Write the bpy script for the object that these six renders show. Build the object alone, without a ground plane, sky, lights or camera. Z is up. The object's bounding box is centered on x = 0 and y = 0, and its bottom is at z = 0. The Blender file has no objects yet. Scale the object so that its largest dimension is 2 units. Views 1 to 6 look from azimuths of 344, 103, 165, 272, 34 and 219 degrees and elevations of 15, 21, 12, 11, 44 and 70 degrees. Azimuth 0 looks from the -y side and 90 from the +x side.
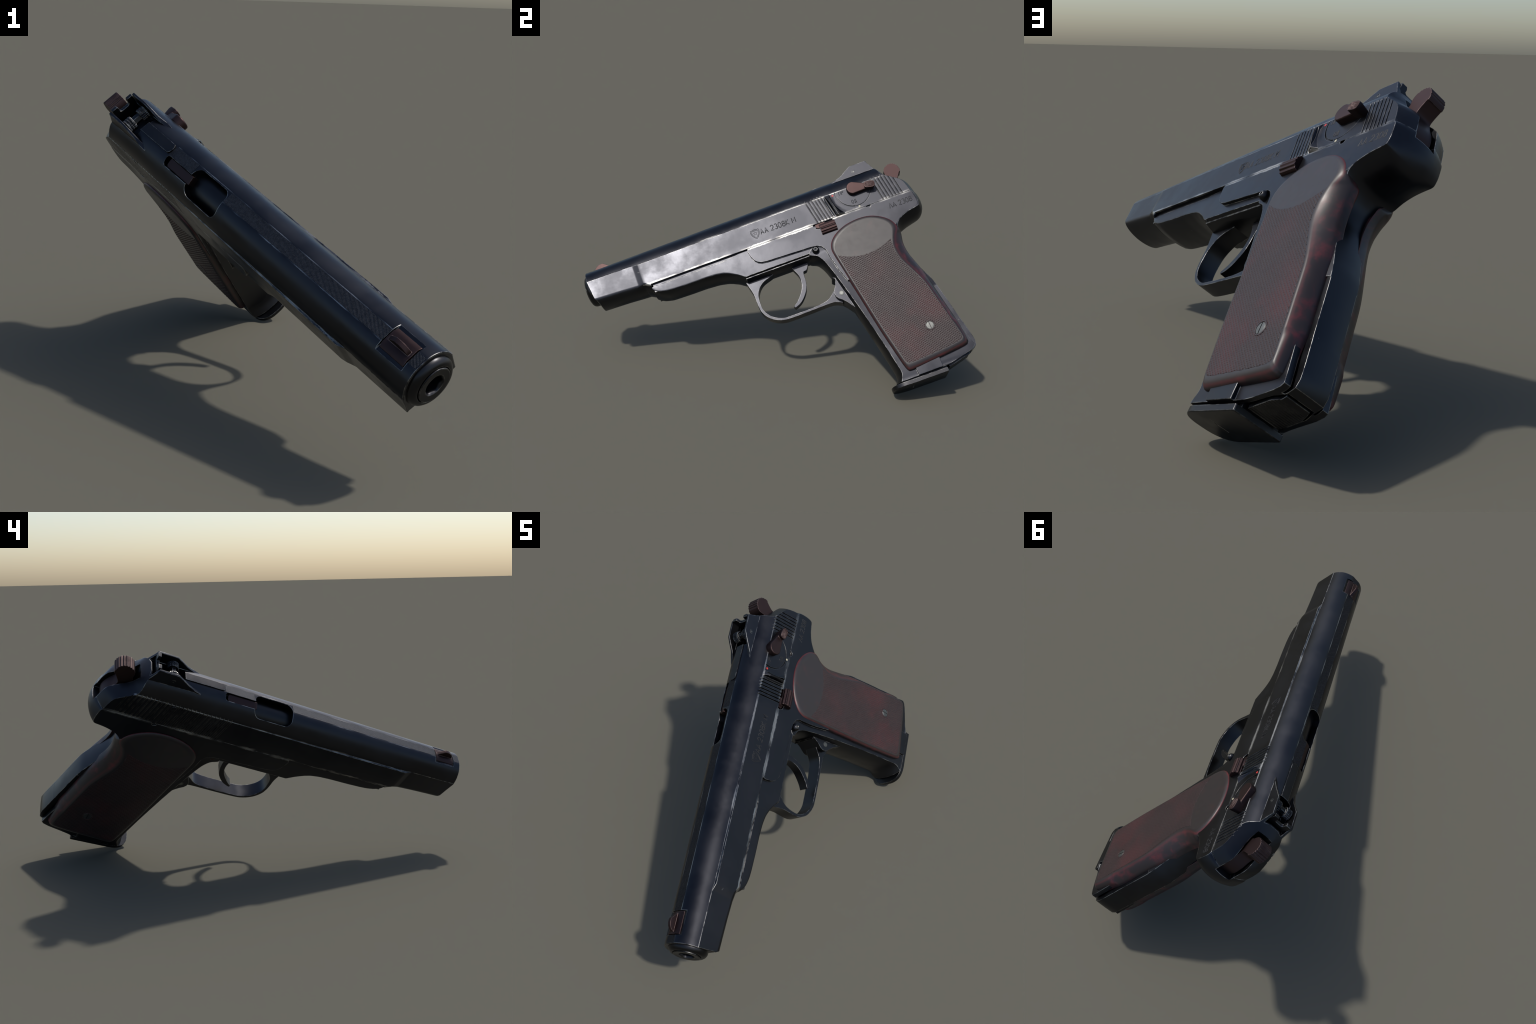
"""Automatic service pistol, built part by part in its own frame:
x runs forward along the bore (muzzle at 0), y to the gun's left, z up.
The finished parts are hung on an Empty and posed leaning on the magazine heel."""
import bpy, bmesh, math
from mathutils import Matrix, Vector
import random
random.seed(7)

POSE = Matrix(((0.37421, 0.77254, -0.51298, 0.31056),
               (-0.86805, 0.09717, -0.48688, -0.96555),
               (-0.32629, 0.62748, 0.70696, 0.35040),
               (0, 0, 0, 1))) @ Matrix.Translation((0.0024, -0.0012, 0.0))
WIDEN = Matrix.Diagonal((1.0, 1.010, 1.0, 1.0))   # sides measured a little wider than drawn

# ------------------------------------------------------------------ helpers
def lerp(a, b, t):
    return a + (b - a) * t

def interp(x, table):
    """piecewise linear lookup; table is sorted by its first value, descending or ascending"""
    pts = sorted(table)
    if x <= pts[0][0]:
        return pts[0][1]
    for (a, va), (b, vb) in zip(pts, pts[1:]):
        if x <= b:
            return lerp(va, vb, (x - a) / (b - a))
    return pts[-1][1]

def smooth(t):
    t = max(0.0, min(1.0, t))
    return t * t * (3 - 2 * t)

def spline(pts, n):
    """Catmull-Rom through tuples, n samples per span, open"""
    out = []
    P = [pts[0]] + list(pts) + [pts[-1]]
    for i in range(1, len(P) - 2):
        for k in range(n):
            t = k / n
            q = []
            for a, b, c, d in zip(P[i - 1], P[i], P[i + 1], P[i + 2]):
                q.append(0.5 * (2 * b + (c - a) * t + (2 * a - 5 * b + 4 * c - d) * t * t
                                + (3 * b - a - 3 * c + d) * t ** 3))
            out.append(tuple(q))
    out.append(tuple(pts[-1]))
    return out

def resample(pts, n):
    d = [0]
    for a, b in zip(pts, pts[1:]):
        d.append(d[-1] + math.dist(a, b))
    out = []
    for k in range(n):
        s = d[-1] * k / (n - 1)
        i = 0
        while i < len(d) - 2 and d[i + 1] < s:
            i += 1
        t = (s - d[i]) / max(d[i + 1] - d[i], 1e-9)
        out.append(tuple(lerp(u, v, t) for u, v in zip(pts[i], pts[i + 1])))
    return out

def mesh_object(name, bm):
    me = bpy.data.meshes.new(name)
    bmesh.ops.recalc_face_normals(bm, faces=bm.faces)
    bm.to_mesh(me)
    bm.free()
    ob = bpy.data.objects.new(name, me)
    bpy.context.scene.collection.objects.link(ob)
    return ob

def rings_mesh(name, rings, cap=True, closed=True, fan=False):
    bm = bmesh.new()
    V = [[bm.verts.new(p) for p in r] for r in rings]
    n = len(rings[0])
    for a, b in zip(V, V[1:]):
        for i in range(n if closed else n - 1):
            j = (i + 1) % n
            bm.faces.new((a[i], a[j], b[j], b[i]))
    if fan:
        for ring in (V[0], V[-1]):
            c = bm.verts.new(sum((v.co for v in ring), Vector()) / len(ring))
            for i in range(n):
                bm.faces.new((ring[i], ring[(i + 1) % n], c))
    elif cap:
        bm.faces.new(V[0])
        bm.faces.new(list(reversed(V[-1])))
    return mesh_object(name, bm)

def prism(name, prof, y0, y1, bevel=0.0, seg=2):
    """side profile (x,z) extruded across the gun"""
    ob = rings_mesh(name, [[(x, y0, z) for x, z in prof], [(x, y1, z) for x, z in prof]])
    if bevel:
        bevel_edges(ob, bevel, seg)
    return ob

def plan_prism(name, prof, z0, z1, bevel=0.0):
    ob = rings_mesh(name, [[(x, y, z0) for x, y in prof], [(x, y, z1) for x, y in prof]])
    if bevel:
        bevel_edges(ob, bevel, 2)
    return ob

def section_prism(name, prof, x0, x1, bevel=0.0):
    ob = rings_mesh(name, [[(x0, y, z) for y, z in prof], [(x1, y, z) for y, z in prof]])
    if bevel:
        bevel_edges(ob, bevel, 2)
    return ob

def box(name, x0, x1, y0, y1, z0, z1, bevel=0.0):
    return prism(name, [(x0, z0), (x1, z0), (x1, z1), (x0, z1)], y0, y1, bevel)

def turned(name, prof, axis, origin, seg=48, cap=True, lobes=None):
    """lathe: prof = (radius, height along axis); axis 'x' or 'y'"""
    rings = []
    for r, h in prof:
        ring = []
        for k in range(seg):
            a = 2 * math.pi * k / seg
            rr = r * (lobes(k) if lobes else 1)
            c, s = rr * math.cos(a), rr * math.sin(a)
            if axis == 'x':
                p = (h, c, s)
            else:
                p = (c, h, s)
            ring.append(tuple(u + v for u, v in zip(p, origin)))
        rings.append(ring)
    return rings_mesh(name, rings, cap)

def bevel_edges(ob, w, seg=2, ang=32):
    bm = bmesh.new()
    bm.from_mesh(ob.data)
    e = [e for e in bm.edges if len(e.link_faces) == 2 and e.calc_face_angle() > math.radians(ang)]
    bmesh.ops.bevel(bm, geom=e, offset=w, segments=seg, affect='EDGES', profile=0.5, clamp_overlap=True)
    bm.to_mesh(ob.data)
    bm.free()

def bake(ob):
    dg = bpy.context.evaluated_depsgraph_get()
    dg.update()
    me = bpy.data.meshes.new_from_object(ob.evaluated_get(dg))
    ob.modifiers.clear()
    ob.data = me

def boolean(ob, other, op='DIFFERENCE', keep=False, tangled=False):
    m = ob.modifiers.new('b', 'BOOLEAN')
    m.operation = op
    m.solver = 'EXACT'
    m.use_self = tangled
    m.object = other
    bake(ob)
    if not keep:
        bpy.data.objects.remove(other)
    return ob

def join(name, obs):
    bm = bmesh.new()
    for o in obs:
        bm.from_mesh(o.data)
        bpy.data.objects.remove(o)
    me = bpy.data.meshes.new(name)
    bm.to_mesh(me)
    bm.free()
    ob = bpy.data.objects.new(name, me)
    bpy.context.scene.collection.objects.link(ob)
    return ob

def mirrored(ob, name):
    bm = bmesh.new()
    bm.from_mesh(ob.data)
    for v in bm.verts:
        v.co.y = -v.co.y
    bmesh.ops.reverse_faces(bm, faces=bm.faces)
    return mesh_object(name, bm)

def finish(ob, angle=30, weighted=True):
    me = ob.data
    for p in me.polygons:
        p.use_smooth = True
    me.set_sharp_from_angle(angle=math.radians(angle))
    if weighted:
        m = ob.modifiers.new('w', 'WEIGHTED_NORMAL')
        m.keep_sharp = True
        m.weight = 60
        bake(ob)
    return ob

# ---------------------------------------------------------------- materials
class Nodes:
    def __init__(self, name):
        self.m = bpy.data.materials.new(name)
        self.m.use_nodes = True
        self.t = self.m.node_tree
        self.b = self.t.nodes['Principled BSDF']
        self.co = self.t.nodes.new('ShaderNodeTexCoord').outputs['Object']
    def link(self, a, b):
        self.t.links.new(a, b)
    def put(self, sock, v):
        if hasattr(v, 'is_output') or isinstance(v, bpy.types.NodeSocket):
            self.link(v, sock)
        else:
            sock.default_value = v
    def math(self, op, a, b=0.0, c=None, clamp=False):
        n = self.t.nodes.new('ShaderNodeMath')
        n.operation = op
        n.use_clamp = clamp
        self.put(n.inputs[0], a)
        self.put(n.inputs[1], b)
        if c is not None:
            self.put(n.inputs[2], c)
        return n.outputs[0]
    def noise(self, scale, detail=4, rough=0.55, vec=None, stretch=None, dist=0.0):
        n = self.t.nodes.new('ShaderNodeTexNoise')
        n.inputs['Scale'].default_value = scale
        n.inputs['Detail'].default_value = detail
        n.inputs['Roughness'].default_value = rough
        n.inputs['Distortion'].default_value = dist
        v = vec or self.co
        if stretch:
            mp = self.t.nodes.new('ShaderNodeMapping')
            mp.inputs['Scale'].default_value = stretch
            self.link(v, mp.inputs['Vector'])
            v = mp.outputs[0]
        self.link(v, n.inputs['Vector'])
        return n.outputs['Fac']
    def ramp(self, v, lo, hi):
        n = self.t.nodes.new('ShaderNodeMapRange')
        n.interpolation_type = 'SMOOTHSTEP'
        self.put(n.inputs['Value'], v)
        n.inputs['From Min'].default_value = lo
        n.inputs['From Max'].default_value = hi
        return n.outputs['Result']
    def mix(self, f, a, b):
        n = self.t.nodes.new('ShaderNodeMix')
        n.data_type = 'RGBA'
        self.put(n.inputs[0], f)
        for s, v in ((n.inputs[6], a), (n.inputs[7], b)):
            if isinstance(v, tuple):
                s.default_value = (*v, 1)
            else:
                self.link(v, s)
        return n.outputs[2]
    def xyz(self):
        n = self.t.nodes.new('ShaderNodeSeparateXYZ')
        self.link(self.co, n.inputs[0])
        return n.outputs
    def edge(self, radius):
        """how far the rounded normal leaves the face normal: worn edges"""
        bv = self.t.nodes.new('ShaderNodeBevel')
        bv.samples = 6
        bv.inputs['Radius'].default_value = radius
        g = self.t.nodes.new('ShaderNodeNewGeometry')
        d = self.t.nodes.new('ShaderNodeVectorMath')
        d.operation = 'DOT_PRODUCT'
        self.link(bv.outputs[0], d.inputs[0])
        self.link(g.outputs['Normal'], d.inputs[1])
        return self.math('SUBTRACT', 1.0, d.outputs['Value'], clamp=True)
    def bump(self, h, strength, dist, round_edges=0.0):
        n = self.t.nodes.new('ShaderNodeBump')
        n.inputs['Strength'].default_value = strength
        n.inputs['Distance'].default_value = dist
        self.link(h, n.inputs['Height'])
        if round_edges:
            bv = self.t.nodes.new('ShaderNodeBevel')
            bv.samples = 6
            bv.inputs['Radius'].default_value = round_edges
            self.link(bv.outputs[0], n.inputs['Normal'])
        self.link(n.outputs[0], self.b.inputs['Normal'])

STEEL = (0.042, 0.043, 0.049)
WORN = (0.58, 0.57, 0.54)

def steel_material(name, base, worn=WORN, rough=(0.30, 0.43), streaks=False, wear=0.5):
    n = Nodes(name)
    cloud = n.noise(5.5, 5, 0.6)
    fine = n.noise(60, 3, 0.6)
    tone = n.mix(n.ramp(cloud, 0.35, 0.68), tuple(c * 0.92 for c in base), tuple(c * 1.06 for c in base))
    # thin wear along edges, broken up by noise
    e = n.ramp(n.edge(0.0040), 0.012, 0.09)
    patch = n.ramp(n.noise(26, 4, 0.7), 0.38, 0.60)
    mask = n.math('MULTIPLY', n.math('MULTIPLY', e, patch), wear)
    if streaks:
        x, y, z = n.xyz()
        # the finger grooves keep their finish
        zone = n.math('MULTIPLY', n.math('LESS_THAN', x, -1.19), n.math('MULTIPLY', n.math('LESS_THAN', n.math('ABSOLUTE', n.math('ADD', z, 0.045)), 0.06), n.math('GREATER_THAN', n.math('ABSOLUTE', y), 0.092)))
        mask = n.math('MULTIPLY', mask, n.math('SUBTRACT', 1.0, n.math('MULTIPLY', zone, 0.75)))
        jag = n.noise(34, 5, 0.75, stretch=(1.0, 1.0, 2.2))
        where = n.ramp(n.noise(7, 2, 0.5, stretch=(1, 0.3, 0.1)), 0.42, 0.62)
        side = n.math('GREATER_THAN', n.math('ABSOLUTE', y), 0.096)
        for zc, wide, amt in ((-0.1050, 0.017, 0.62), (0.021, 0.008, 0.5)):
            d = n.math('ABSOLUTE', n.math('SUBTRACT', z, zc))
            band = n.math('SUBTRACT', 1.0, n.math('DIVIDE', d, wide), clamp=True)
            hit = n.ramp(n.math('ADD', n.math('MULTIPLY', band, 0.55), n.math('MULTIPLY', jag, 0.75)), 0.62, 0.70)
            hit = n.math('MULTIPLY', n.math('MULTIPLY', hit, n.math('POWER', band, 0.5)), n.math('MULTIPLY', where, side))
            mask = n.math('MAXIMUM', mask, n.math('MULTIPLY', hit, amt))
        # the corners of the sighting rib are rubbed too
        d = n.math('ABSOLUTE', n.math('SUBTRACT', n.math('ABSOLUTE', y), 0.0222))
        band = n.math('SUBTRACT', 1.0, n.math('DIVIDE', d, 0.0042), clamp=True)
        hit = n.math('MULTIPLY', n.ramp(n.math('ADD', n.math('MULTIPLY', band, 0.5), n.math('MULTIPLY', jag, 0.8)), 0.66, 0.80), n.math('GREATER_THAN', z, 0.09))
        hit = n.math('MULTIPLY', n.math('MULTIPLY', hit, band), n.math('MULTIPLY', where, n.math('GREATER_THAN', x, -1.25)))
        mask = n.math('MAXIMUM', mask, n.math('MULTIPLY', hit, 0.6))
        spot = n.ramp(n.noise(17, 6, 0.75), 0.70, 0.74)
        mask = n.math('MAXIMUM', mask, n.math('MULTIPLY', spot, 0.22))
    col = n.mix(mask, tone, worn)
    n.link(col, n.b.inputs['Base Color'])
    n.b.inputs['Metallic'].default_value = 1.0
    r = n.math('ADD', n.math('MULTIPLY', n.ramp(cloud, 0.35, 0.65), rough[1] - rough[0]), rough[0])
    r = n.math('ADD', r, n.math('MULTIPLY', mask, 0.06))
    n.link(r, n.b.inputs['Roughness'])
    n.bump(fine, 0.06, 0.001, 0.0025)
    return n.m

def grip_material(name, dusty):
    n = Nodes(name)
    blot = n.noise(15, 5, 0.65, dist=0.4) if not dusty else n.noise(5, 3, 0.5)
    x, y, z = n.xyz()
    face = n.ramp(n.math('ABSOLUTE', y), 0.1055, 0.1115)
    dark, red = (0.022, 0.015, 0.015), (0.090, 0.017, 0.020)
    col = n.mix(n.math('MULTIPLY', n.ramp(blot, 0.42, 0.72), 0.75) if dusty else n.ramp(blot, 0.46, 0.72), dark, red)
    if dusty:
        col = n.mix(n.math('ADD', n.math('MULTIPLY', n.ramp(n.noise(14, 4), 0.3, 0.7), 0.25), 0.40), col, (0.046, 0.029, 0.028))
    else:
        e = n.ramp(n.edge(0.006), 0.01, 0.2)
        flat = n.mix(n.ramp(n.noise(20, 4, 0.6), 0.55, 0.8), (0.022, 0.0175, 0.0175), (0.038, 0.019, 0.019))
        rim = n.ramp(n.math('ABSOLUTE', n.math('SUBTRACT', n.math('ABSOLUTE', y), 0.1045)), 0.006, 0.0)
        top = n.ramp(z, -0.33, -0.24)
        col = n.mix(n.math('MULTIPLY', rim, n.math('ADD', n.math('MULTIPLY', top, 0.35), 0.3)), col, (0.13, 0.022, 0.025))
        col = n.mix(face, col, flat)
        col = n.mix(n.math('MULTIPLY', e, 0.3), col, (0.16, 0.028, 0.03))
    n.link(col, n.b.inputs['Base Color'])
    n.link(n.math('ADD', n.math('MULTIPLY', n.noise(30, 3), 0.16), 0.34 if not dusty else 0.36), n.b.inputs['Roughness'])
    n.b.inputs['Specular IOR Level'].default_value = 0.22 if dusty else 0.5
    n.bump(n.noise(45, 3), 0.05, 0.001, 0.003)
    return n.m

def plain_material(name, col, metal, rough):
    n = Nodes(name)
    v = n.ramp(n.noise(40, 3), 0.3, 0.7)
    n.link(n.mix(v, tuple(c * 0.8 for c in col), tuple(min(1, c * 1.15) for c in col)), n.b.inputs['Base Color'])
    n.b.inputs['Metallic'].default_value = metal
    n.b.inputs['Roughness'].default_value = rough
    return n.m

def hatched_material(name):
    n = Nodes(name)
    x, y, z = n.xyz()
    h = n.math('MULTIPLY', n.math('SINE', n.math('MULTIPLY', x, 1150.0)), n.math('SINE', n.math('MULTIPLY', y, 1150.0)))
    tone = n.mix(n.ramp(n.noise(120, 2), 0.3, 0.7), (0.030, 0.031, 0.036), (0.046, 0.047, 0.052))
    n.link(tone, n.b.inputs['Base Color'])
    n.b.inputs['Metallic'].default_value = 1.0
    n.b.inputs['Roughness'].default_value = 0.42
    n.bump(h, 0.5, 0.0015)
    return n.m

BLUED = steel_material('blued_steel', STEEL, streaks=True, wear=0.75)
FRAME_STEEL = BLUED
DARK = steel_material('dark_steel', (0.040, 0.040, 0.043), wear=0.6)
BROWN = steel_material('browned_steel', (0.058, 0.037, 0.036), worn=(0.35, 0.26, 0.24), rough=(0.46, 0.54), wear=0.45)
BRIGHT = plain_material('bright_steel', (0.15, 0.153, 0.145), 1.0, 0.5)
GRIP = grip_material('bakelite', False)
GRIP_FIELD = grip_material('bakelite_checkered', True)
HATCH = hatched_material('hatched_steel')
PAINTED_SHADE = plain_material('engraving_shadow', (0.03, 0.03, 0.032), 0.6, 0.6)  # dark colour paints the shadow that sunken letters would hold
RED = plain_material('red_enamel', (0.45, 0.03, 0.025), 0.0, 0.5)
CREAM = plain_material('cream_enamel', (0.45, 0.42, 0.30), 0.0, 0.5)

# ------------------------------------------------------------------ assembly
root = bpy.data.objects.new('automatic_pistol', None)
bpy.context.scene.collection.objects.link(root)
root['label'] = 'long blued steel pistol with dark red checkered grips'
root['category'] = 'pistol'

def place(ob, name, mat, parent=None, angle=30, weighted=True):
    ob.data.transform(WIDEN)
    finish(ob, angle, weighted)
    ob.name = name
    ob.data.name = name
    ob.data.materials.clear()
    ob.data.materials.append(mat)
    if parent is None:
        ob.parent = root
        ob.matrix_local = POSE
    else:
        ob.parent = parent
    return ob

# -------------------------------------------------------------------- slide
TOP_R = [(-0.02, 0.0985), (-0.30, 0.1005), (-0.85, 0.1050), (-1.25, 0.1080), (-1.80, 0.1080)]
HALF_W = [(-0.02, 0.0930), (-0.264, 0.0930), (-0.297, 0.1020), (-1.80, 0.1020)]
EDGE_Z = [(-0.02, 0.0255), (-0.264, 0.0225), (-0.297, 0.0185), (-0.85, 0.0205), (-1.80, 0.0255)]
LOW_Z = [(-0.02, -0.0715), (-0.20, -0.0800), (-0.264, -0.0840), (-0.297, -0.0850), (-0.3285, -0.1045), (-1.80, -0.1055)]
BELLY = [(-0.02, 0.0420), (-0.20, 0.0385), (-0.264, 0.0400), (-0.3285, 0.0360), (-0.3300, 0.0002), (-1.80, 0.0002)]
ARC_Y = [(-0.02, 0.0915), (-0.264, 0.0920), (-0.31, 0.0930), (-0.85, 0.0985), (-1.25, 0.1002), (-1.80, 0.1002)]   # where the round top meets the side slab
RIB = 0.0215

def slide_section(x):
    r, hw, ze, zb, be = (interp(x, t) for t in (TOP_R, HALF_W, EDGE_Z, LOW_Z, BELLY))
    half = [(0.0, math.sqrt(r * r - RIB * RIB))]
    a0 = math.asin(RIB / r)
    a1 = math.acos(ze / r)
    yc = math.sqrt(r * r - ze * ze)
    for k in range(17):
        a = lerp(a0, a1, k / 16)
        y, z = r * math.sin(a), r * math.cos(a)
        s = (y - RIB) / (yc - RIB)
        half.append((y * (1 + (interp(x, ARC_Y) / yc - 1) * s), z))
    half.append((hw, ze - 0.0008 - 0.25 * (hw - interp(x, ARC_Y))))
    half.append((hw, zb))
    for k in range(1, 9):
        t = math.pi / 2 * k / 9
        half.append((hw * math.cos(t), zb - be * math.sin(t) ** 0.9))
    half.append((0.0, zb - be))
    full = half + [(-y, z) for y, z in reversed(half[1:-1])]
    return full

def build_slide():
    xs = [-0.0205, -0.0225, -0.034, -0.10, -0.18, -0.262, -0.270, -0.280, -0.290, -0.297, -0.31, -0.3284, -0.3302,
          -0.45, -0.6, -0.75, -0.9, -1.05, -1.2, -1.35, -1.5, -1.65, -1.80]
    rings = []
    for i, x in enumerate(xs):
        ring = []
        for y, z in slide_section(x):
            k = 1.0
            if i == 0:
                k = 0.965
            fx = x - 0.030 * smooth((-0.035 - z) / 0.08) * smooth((x + 0.25) / 0.2)
            ring.append((fx, y * k, z * k))
        rings.append(ring)
    s = rings_mesh('slide', rings)
    # two fins that carry the rear sight, with a bridge between them
    fin = [(-1.365, 0.060), (-1.372, 0.089), (-1.400, 0.0975), (-1.433, 0.1110), (-1.462, 0.129), (-1.491, 0.1455), (-1.578, 0.1465),
           (-1.588, 0.1430), (-1.612, 0.090), (-1.66, 0.03), (-1.5, 0.03)]
    rings = []
    for y, dz in ((0.0490, 0.0), (0.0505, 0.001), (0.0560, 0.001), (0.0585, 0.0)):
        rings.append([(x, y + (0.0045 if z < 0.10 and y > 0.055 else 0.0), z + (dz if z > 0.1 else 0)) for x, z in fin])
    f = rings_mesh('fin', rings)
    g = mirrored(f, 'fin')
    boolean(s, f, 'UNION')
    boolean(s, g, 'UNION')
    bridge = prism('bridge', [(-1.592, 0.05), (-1.612, 0.05), (-1.618, 0.0885), (-1.604, 0.0960)], -0.0500, 0.0500)
    boolean(s, bridge, 'UNION')
    # rear of the slide: sloping, rounded in plan
    back = [(0.20, -1.560), (0.1465, -1.5780), (0.125, -1.5865), (0.087, -1.5960), (0.066, -1.604), (0.045, -1.614), (0.030, -1.6240),
            (0.015, -1.642), (0.001, -1.6620), (-0.018, -1.688), (-0.032, -1.7040), (-0.048, -1.713), (-0.073, -1.7205),
            (-0.107, -1.7280), (-0.20, -1.745)]
    rings = []
    for z, x in back:
        line = []
        for k in range(-12, 13):
            y = 0.15 * k / 12
            dx = 0.0355 * (1 - min(1.0, abs(y) / 0.1) ** 2)
            dx *= 1 - smooth((z - 0.05) / 0.07)
            line.append((x - dx, y, z))
        rings.append(line + [(0.3, 0.15, z), (0.3, -0.15, z)])
    keep = rings_mesh('keep', rings)
    boolean(s, keep, 'INTERSECT')
    # pocket between the fins, hammer slot
    boolean(s, box('cut', -1.445, -1.594, -0.0475, 0.0475, 0.062, 0.2))
    boolean(s, box('cut', -1.630, -1.85, -0.0395, 0.0395, -0.2, 0.080))
    # front sight dovetail
    boolean(s, box('cut', -0.0560, -0.1595, -0.0600, 0.0600, 0.0862, 0.13))
    # ejection port: rounded window looking up and to the right
    ca, sa = math.cos(math.radians(-21)), math.sin(math.radians(-21))
    def window(x0, x1, h, rc, d0, d1, shift=0.0):
        out = []
        for cx, cy, q in ((x0 - rc, h - rc, 0), (x1 + rc, h - rc, 1), (x1 + rc, -h + rc, 2), (x0 - rc, -h + rc, 3)):
            for k in range(7):
                a = math.radians(90 * q + 90 * k / 6)
                out.append((cx + rc * math.cos(a), cy + rc * math.sin(a)))
        rings = []
        for d in (d0, d1):
            rings.append([(x, (c + shift) * ca + d * sa, -(c + shift) * sa + d * ca) for x, c in out])
        return rings_mesh('cut', rings)
    boolean(s, window(-0.930, -1.114, 0.0520, 0.030, 0.0, 0.2))
    boolean(s, window(-1.090, -1.257, 0.0185, 0.012, 0.083, 0.2, -0.0005))
    # raised ramp that shields the selector, hollowed along its rear edge
    rows = [(0.0215, -1.292, (-1.3330, 0.1026, 0.0195), -1.3380), (-0.0100, -1.298, (-1.3260, 0.1175, -0.0100), -1.3425), (-0.0300, -1.302, (-1.3265, 0.1180, -0.0300), -1.3480),
            (-0.0500, -1.306, (-1.3295, 0.1180, -0.0500), -1.3570), (-0.0750, -1.311, (-1.3370, 0.1180, -0.0750), -1.3770), (-0.0970, -1.315, (-1.3480, 0.1175, -0.0965), -1.4000),
            (-0.1052, -1.3165, (-1.3520, 0.1026, -0.1050), -1.4090)]
    ramp = rings_mesh('ramp', [[(xf, 0.097, z), (xf, 0.1021, z), c, (lerp(c[0], xd, 0.45), lerp(c[1], 0.1, 0.75), lerp(c[2], z, 0.5)), (xd, 0.1019, z), (xd, 0.097, z)] for z, xf, c, xd in rows])
    boolean(s, ramp, 'UNION')
    # grooves pressed for the fingers
    grooves = []
    def groove(x_top, x_low, w, side, depth, z0=0.0300, z1=-0.1080, lift=0.0):
        y = (0.102 + lift) * side
        a = [(x_top + w / 2, z0), (x_low + w / 2, z1), (x_low - w / 2, z1), (x_top - w / 2, z0)]
        m = [((a[0][0] + a[3][0]) / 2, z0), ((a[1][0] + a[2][0]) / 2, z1)]
        bm = bmesh.new()
        V = []
        for (xa, za), (xb, zb), (xm, zm) in ((a[0], a[3], m[0]), (a[1], a[2], m[1])):
            o = y + 0.010 * side
            V.append([bm.verts.new(p) for p in ((xa + w * .2, o, za), (xb - w * .2, o, zb), (xm - w * .1, y - depth * side, zm), (xm + w * .1, y - depth * side, zm))])
        for i in range(4):
            bm.faces.new((V[0][i], V[0][(i + 1) % 4], V[1][(i + 1) % 4], V[1][i]))
        bm.faces.new(V[0]); bm.faces.new(V[1])
        return mesh_object('groove', bm)
    for k in range(6):
        grooves.append(groove(-1.2035 - 0.0166 * k, -1.2285 - 0.0166 * k, 0.0105, 1, 0.0055))
    for k, up_ in ((6, 0.004), (7, 0.0105)):
        grooves.append(groove(-1.2035 - 0.0166 * k, -1.2285 - 0.0166 * k, 0.0105, 1, 0.0055, lift=up_))
    for k in range(7):
        grooves.append(groove(-1.562 - 0.0172 * k, -1.5835 - 0.0172 * k, 0.0105, 1, 0.0050))
    n = 26
    for k in range(n):
        grooves.append(groove(-1.1960 - 0.0186 * k, -1.2190 - 0.0186 * k, 0.0095, -1, 0.0036))
    boolean(s, join('grooves', grooves))
    # selector recess: a round seat with a stepped rim in front of it
    def ring_cut(r0, r1, y0, y1, a0, a1):
        c = (-1.455, 0.004)
        n = 40
        rr = []
        for k in range(n + 1):
            a = math.radians(lerp(a0, a1, k / n))
            u, v = math.cos(a), math.sin(a)
            rr.append([(c[0] + r * u, y, c[1] + r * v) for r, y in ((r0, y0), (r1, y0), (r1, y1), (r0, y1))])
        return rings_mesh('cut', rr)
    boolean(s, ring_cut(0.0888, 0.0941, 0.0965, 0.1067, 9.3, -79.7))
    boolean(s, ring_cut(0.0897, 0.0927, 0.0991, 0.1063, -82.3, -186.5))
    return s

slide = place(build_slide(), 'slide', BLUED, angle=28)

# hatched strip along the top
def rib_strip(x0, x1):
    def top(x):
        r = interp(x, TOP_R)
        return math.sqrt(r * r - RIB * RIB)
    rings = []
    n = max(2, int(abs(x1 - x0) / 0.05))
    for k in range(n + 1):
        x = lerp(x0, x1, k / n)
        z = top(x)
        rings.append([(x, -0.0205, z - 0.003), (x, -0.0205, z + 0.0006), (x, 0.0205, z + 0.0006), (x, 0.0205, z - 0.003)])
    return rings_mesh('rib', rings)
for a, b in ((-0.0260, -0.0555), (-0.1600, -0.9280), (-1.1200, -1.2580)):
    place(rib_strip(a, b), 'sighting_rib', HATCH, slide)

# front sight: dovetailed base and a round-nosed blade
base = section_prism('b', [(-0.0365, 0.0795), (0.0365, 0.0795), (0.0365, 0.0885), (0.0205, 0.0975), (-0.0205, 0.0975), (-0.0365, 0.0885)], -0.0600, -0.1560, 0.0012)
blade_prof = [(-0.0665, 0.090), (-0.0690, 0.1020), (-0.0750, 0.1120), (-0.0850, 0.1200), (-0.0980, 0.1245), (-0.1120, 0.1250), (-0.1180, 0.1235), (-0.1490, 0.0975), (-0.1490, 0.090)]
blade = prism('blade', blade_prof, -0.0075, 0.0075, 0.0015)
place(join('front_sight', [base, blade]), 'front_sight', BROWN, slide)

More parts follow.
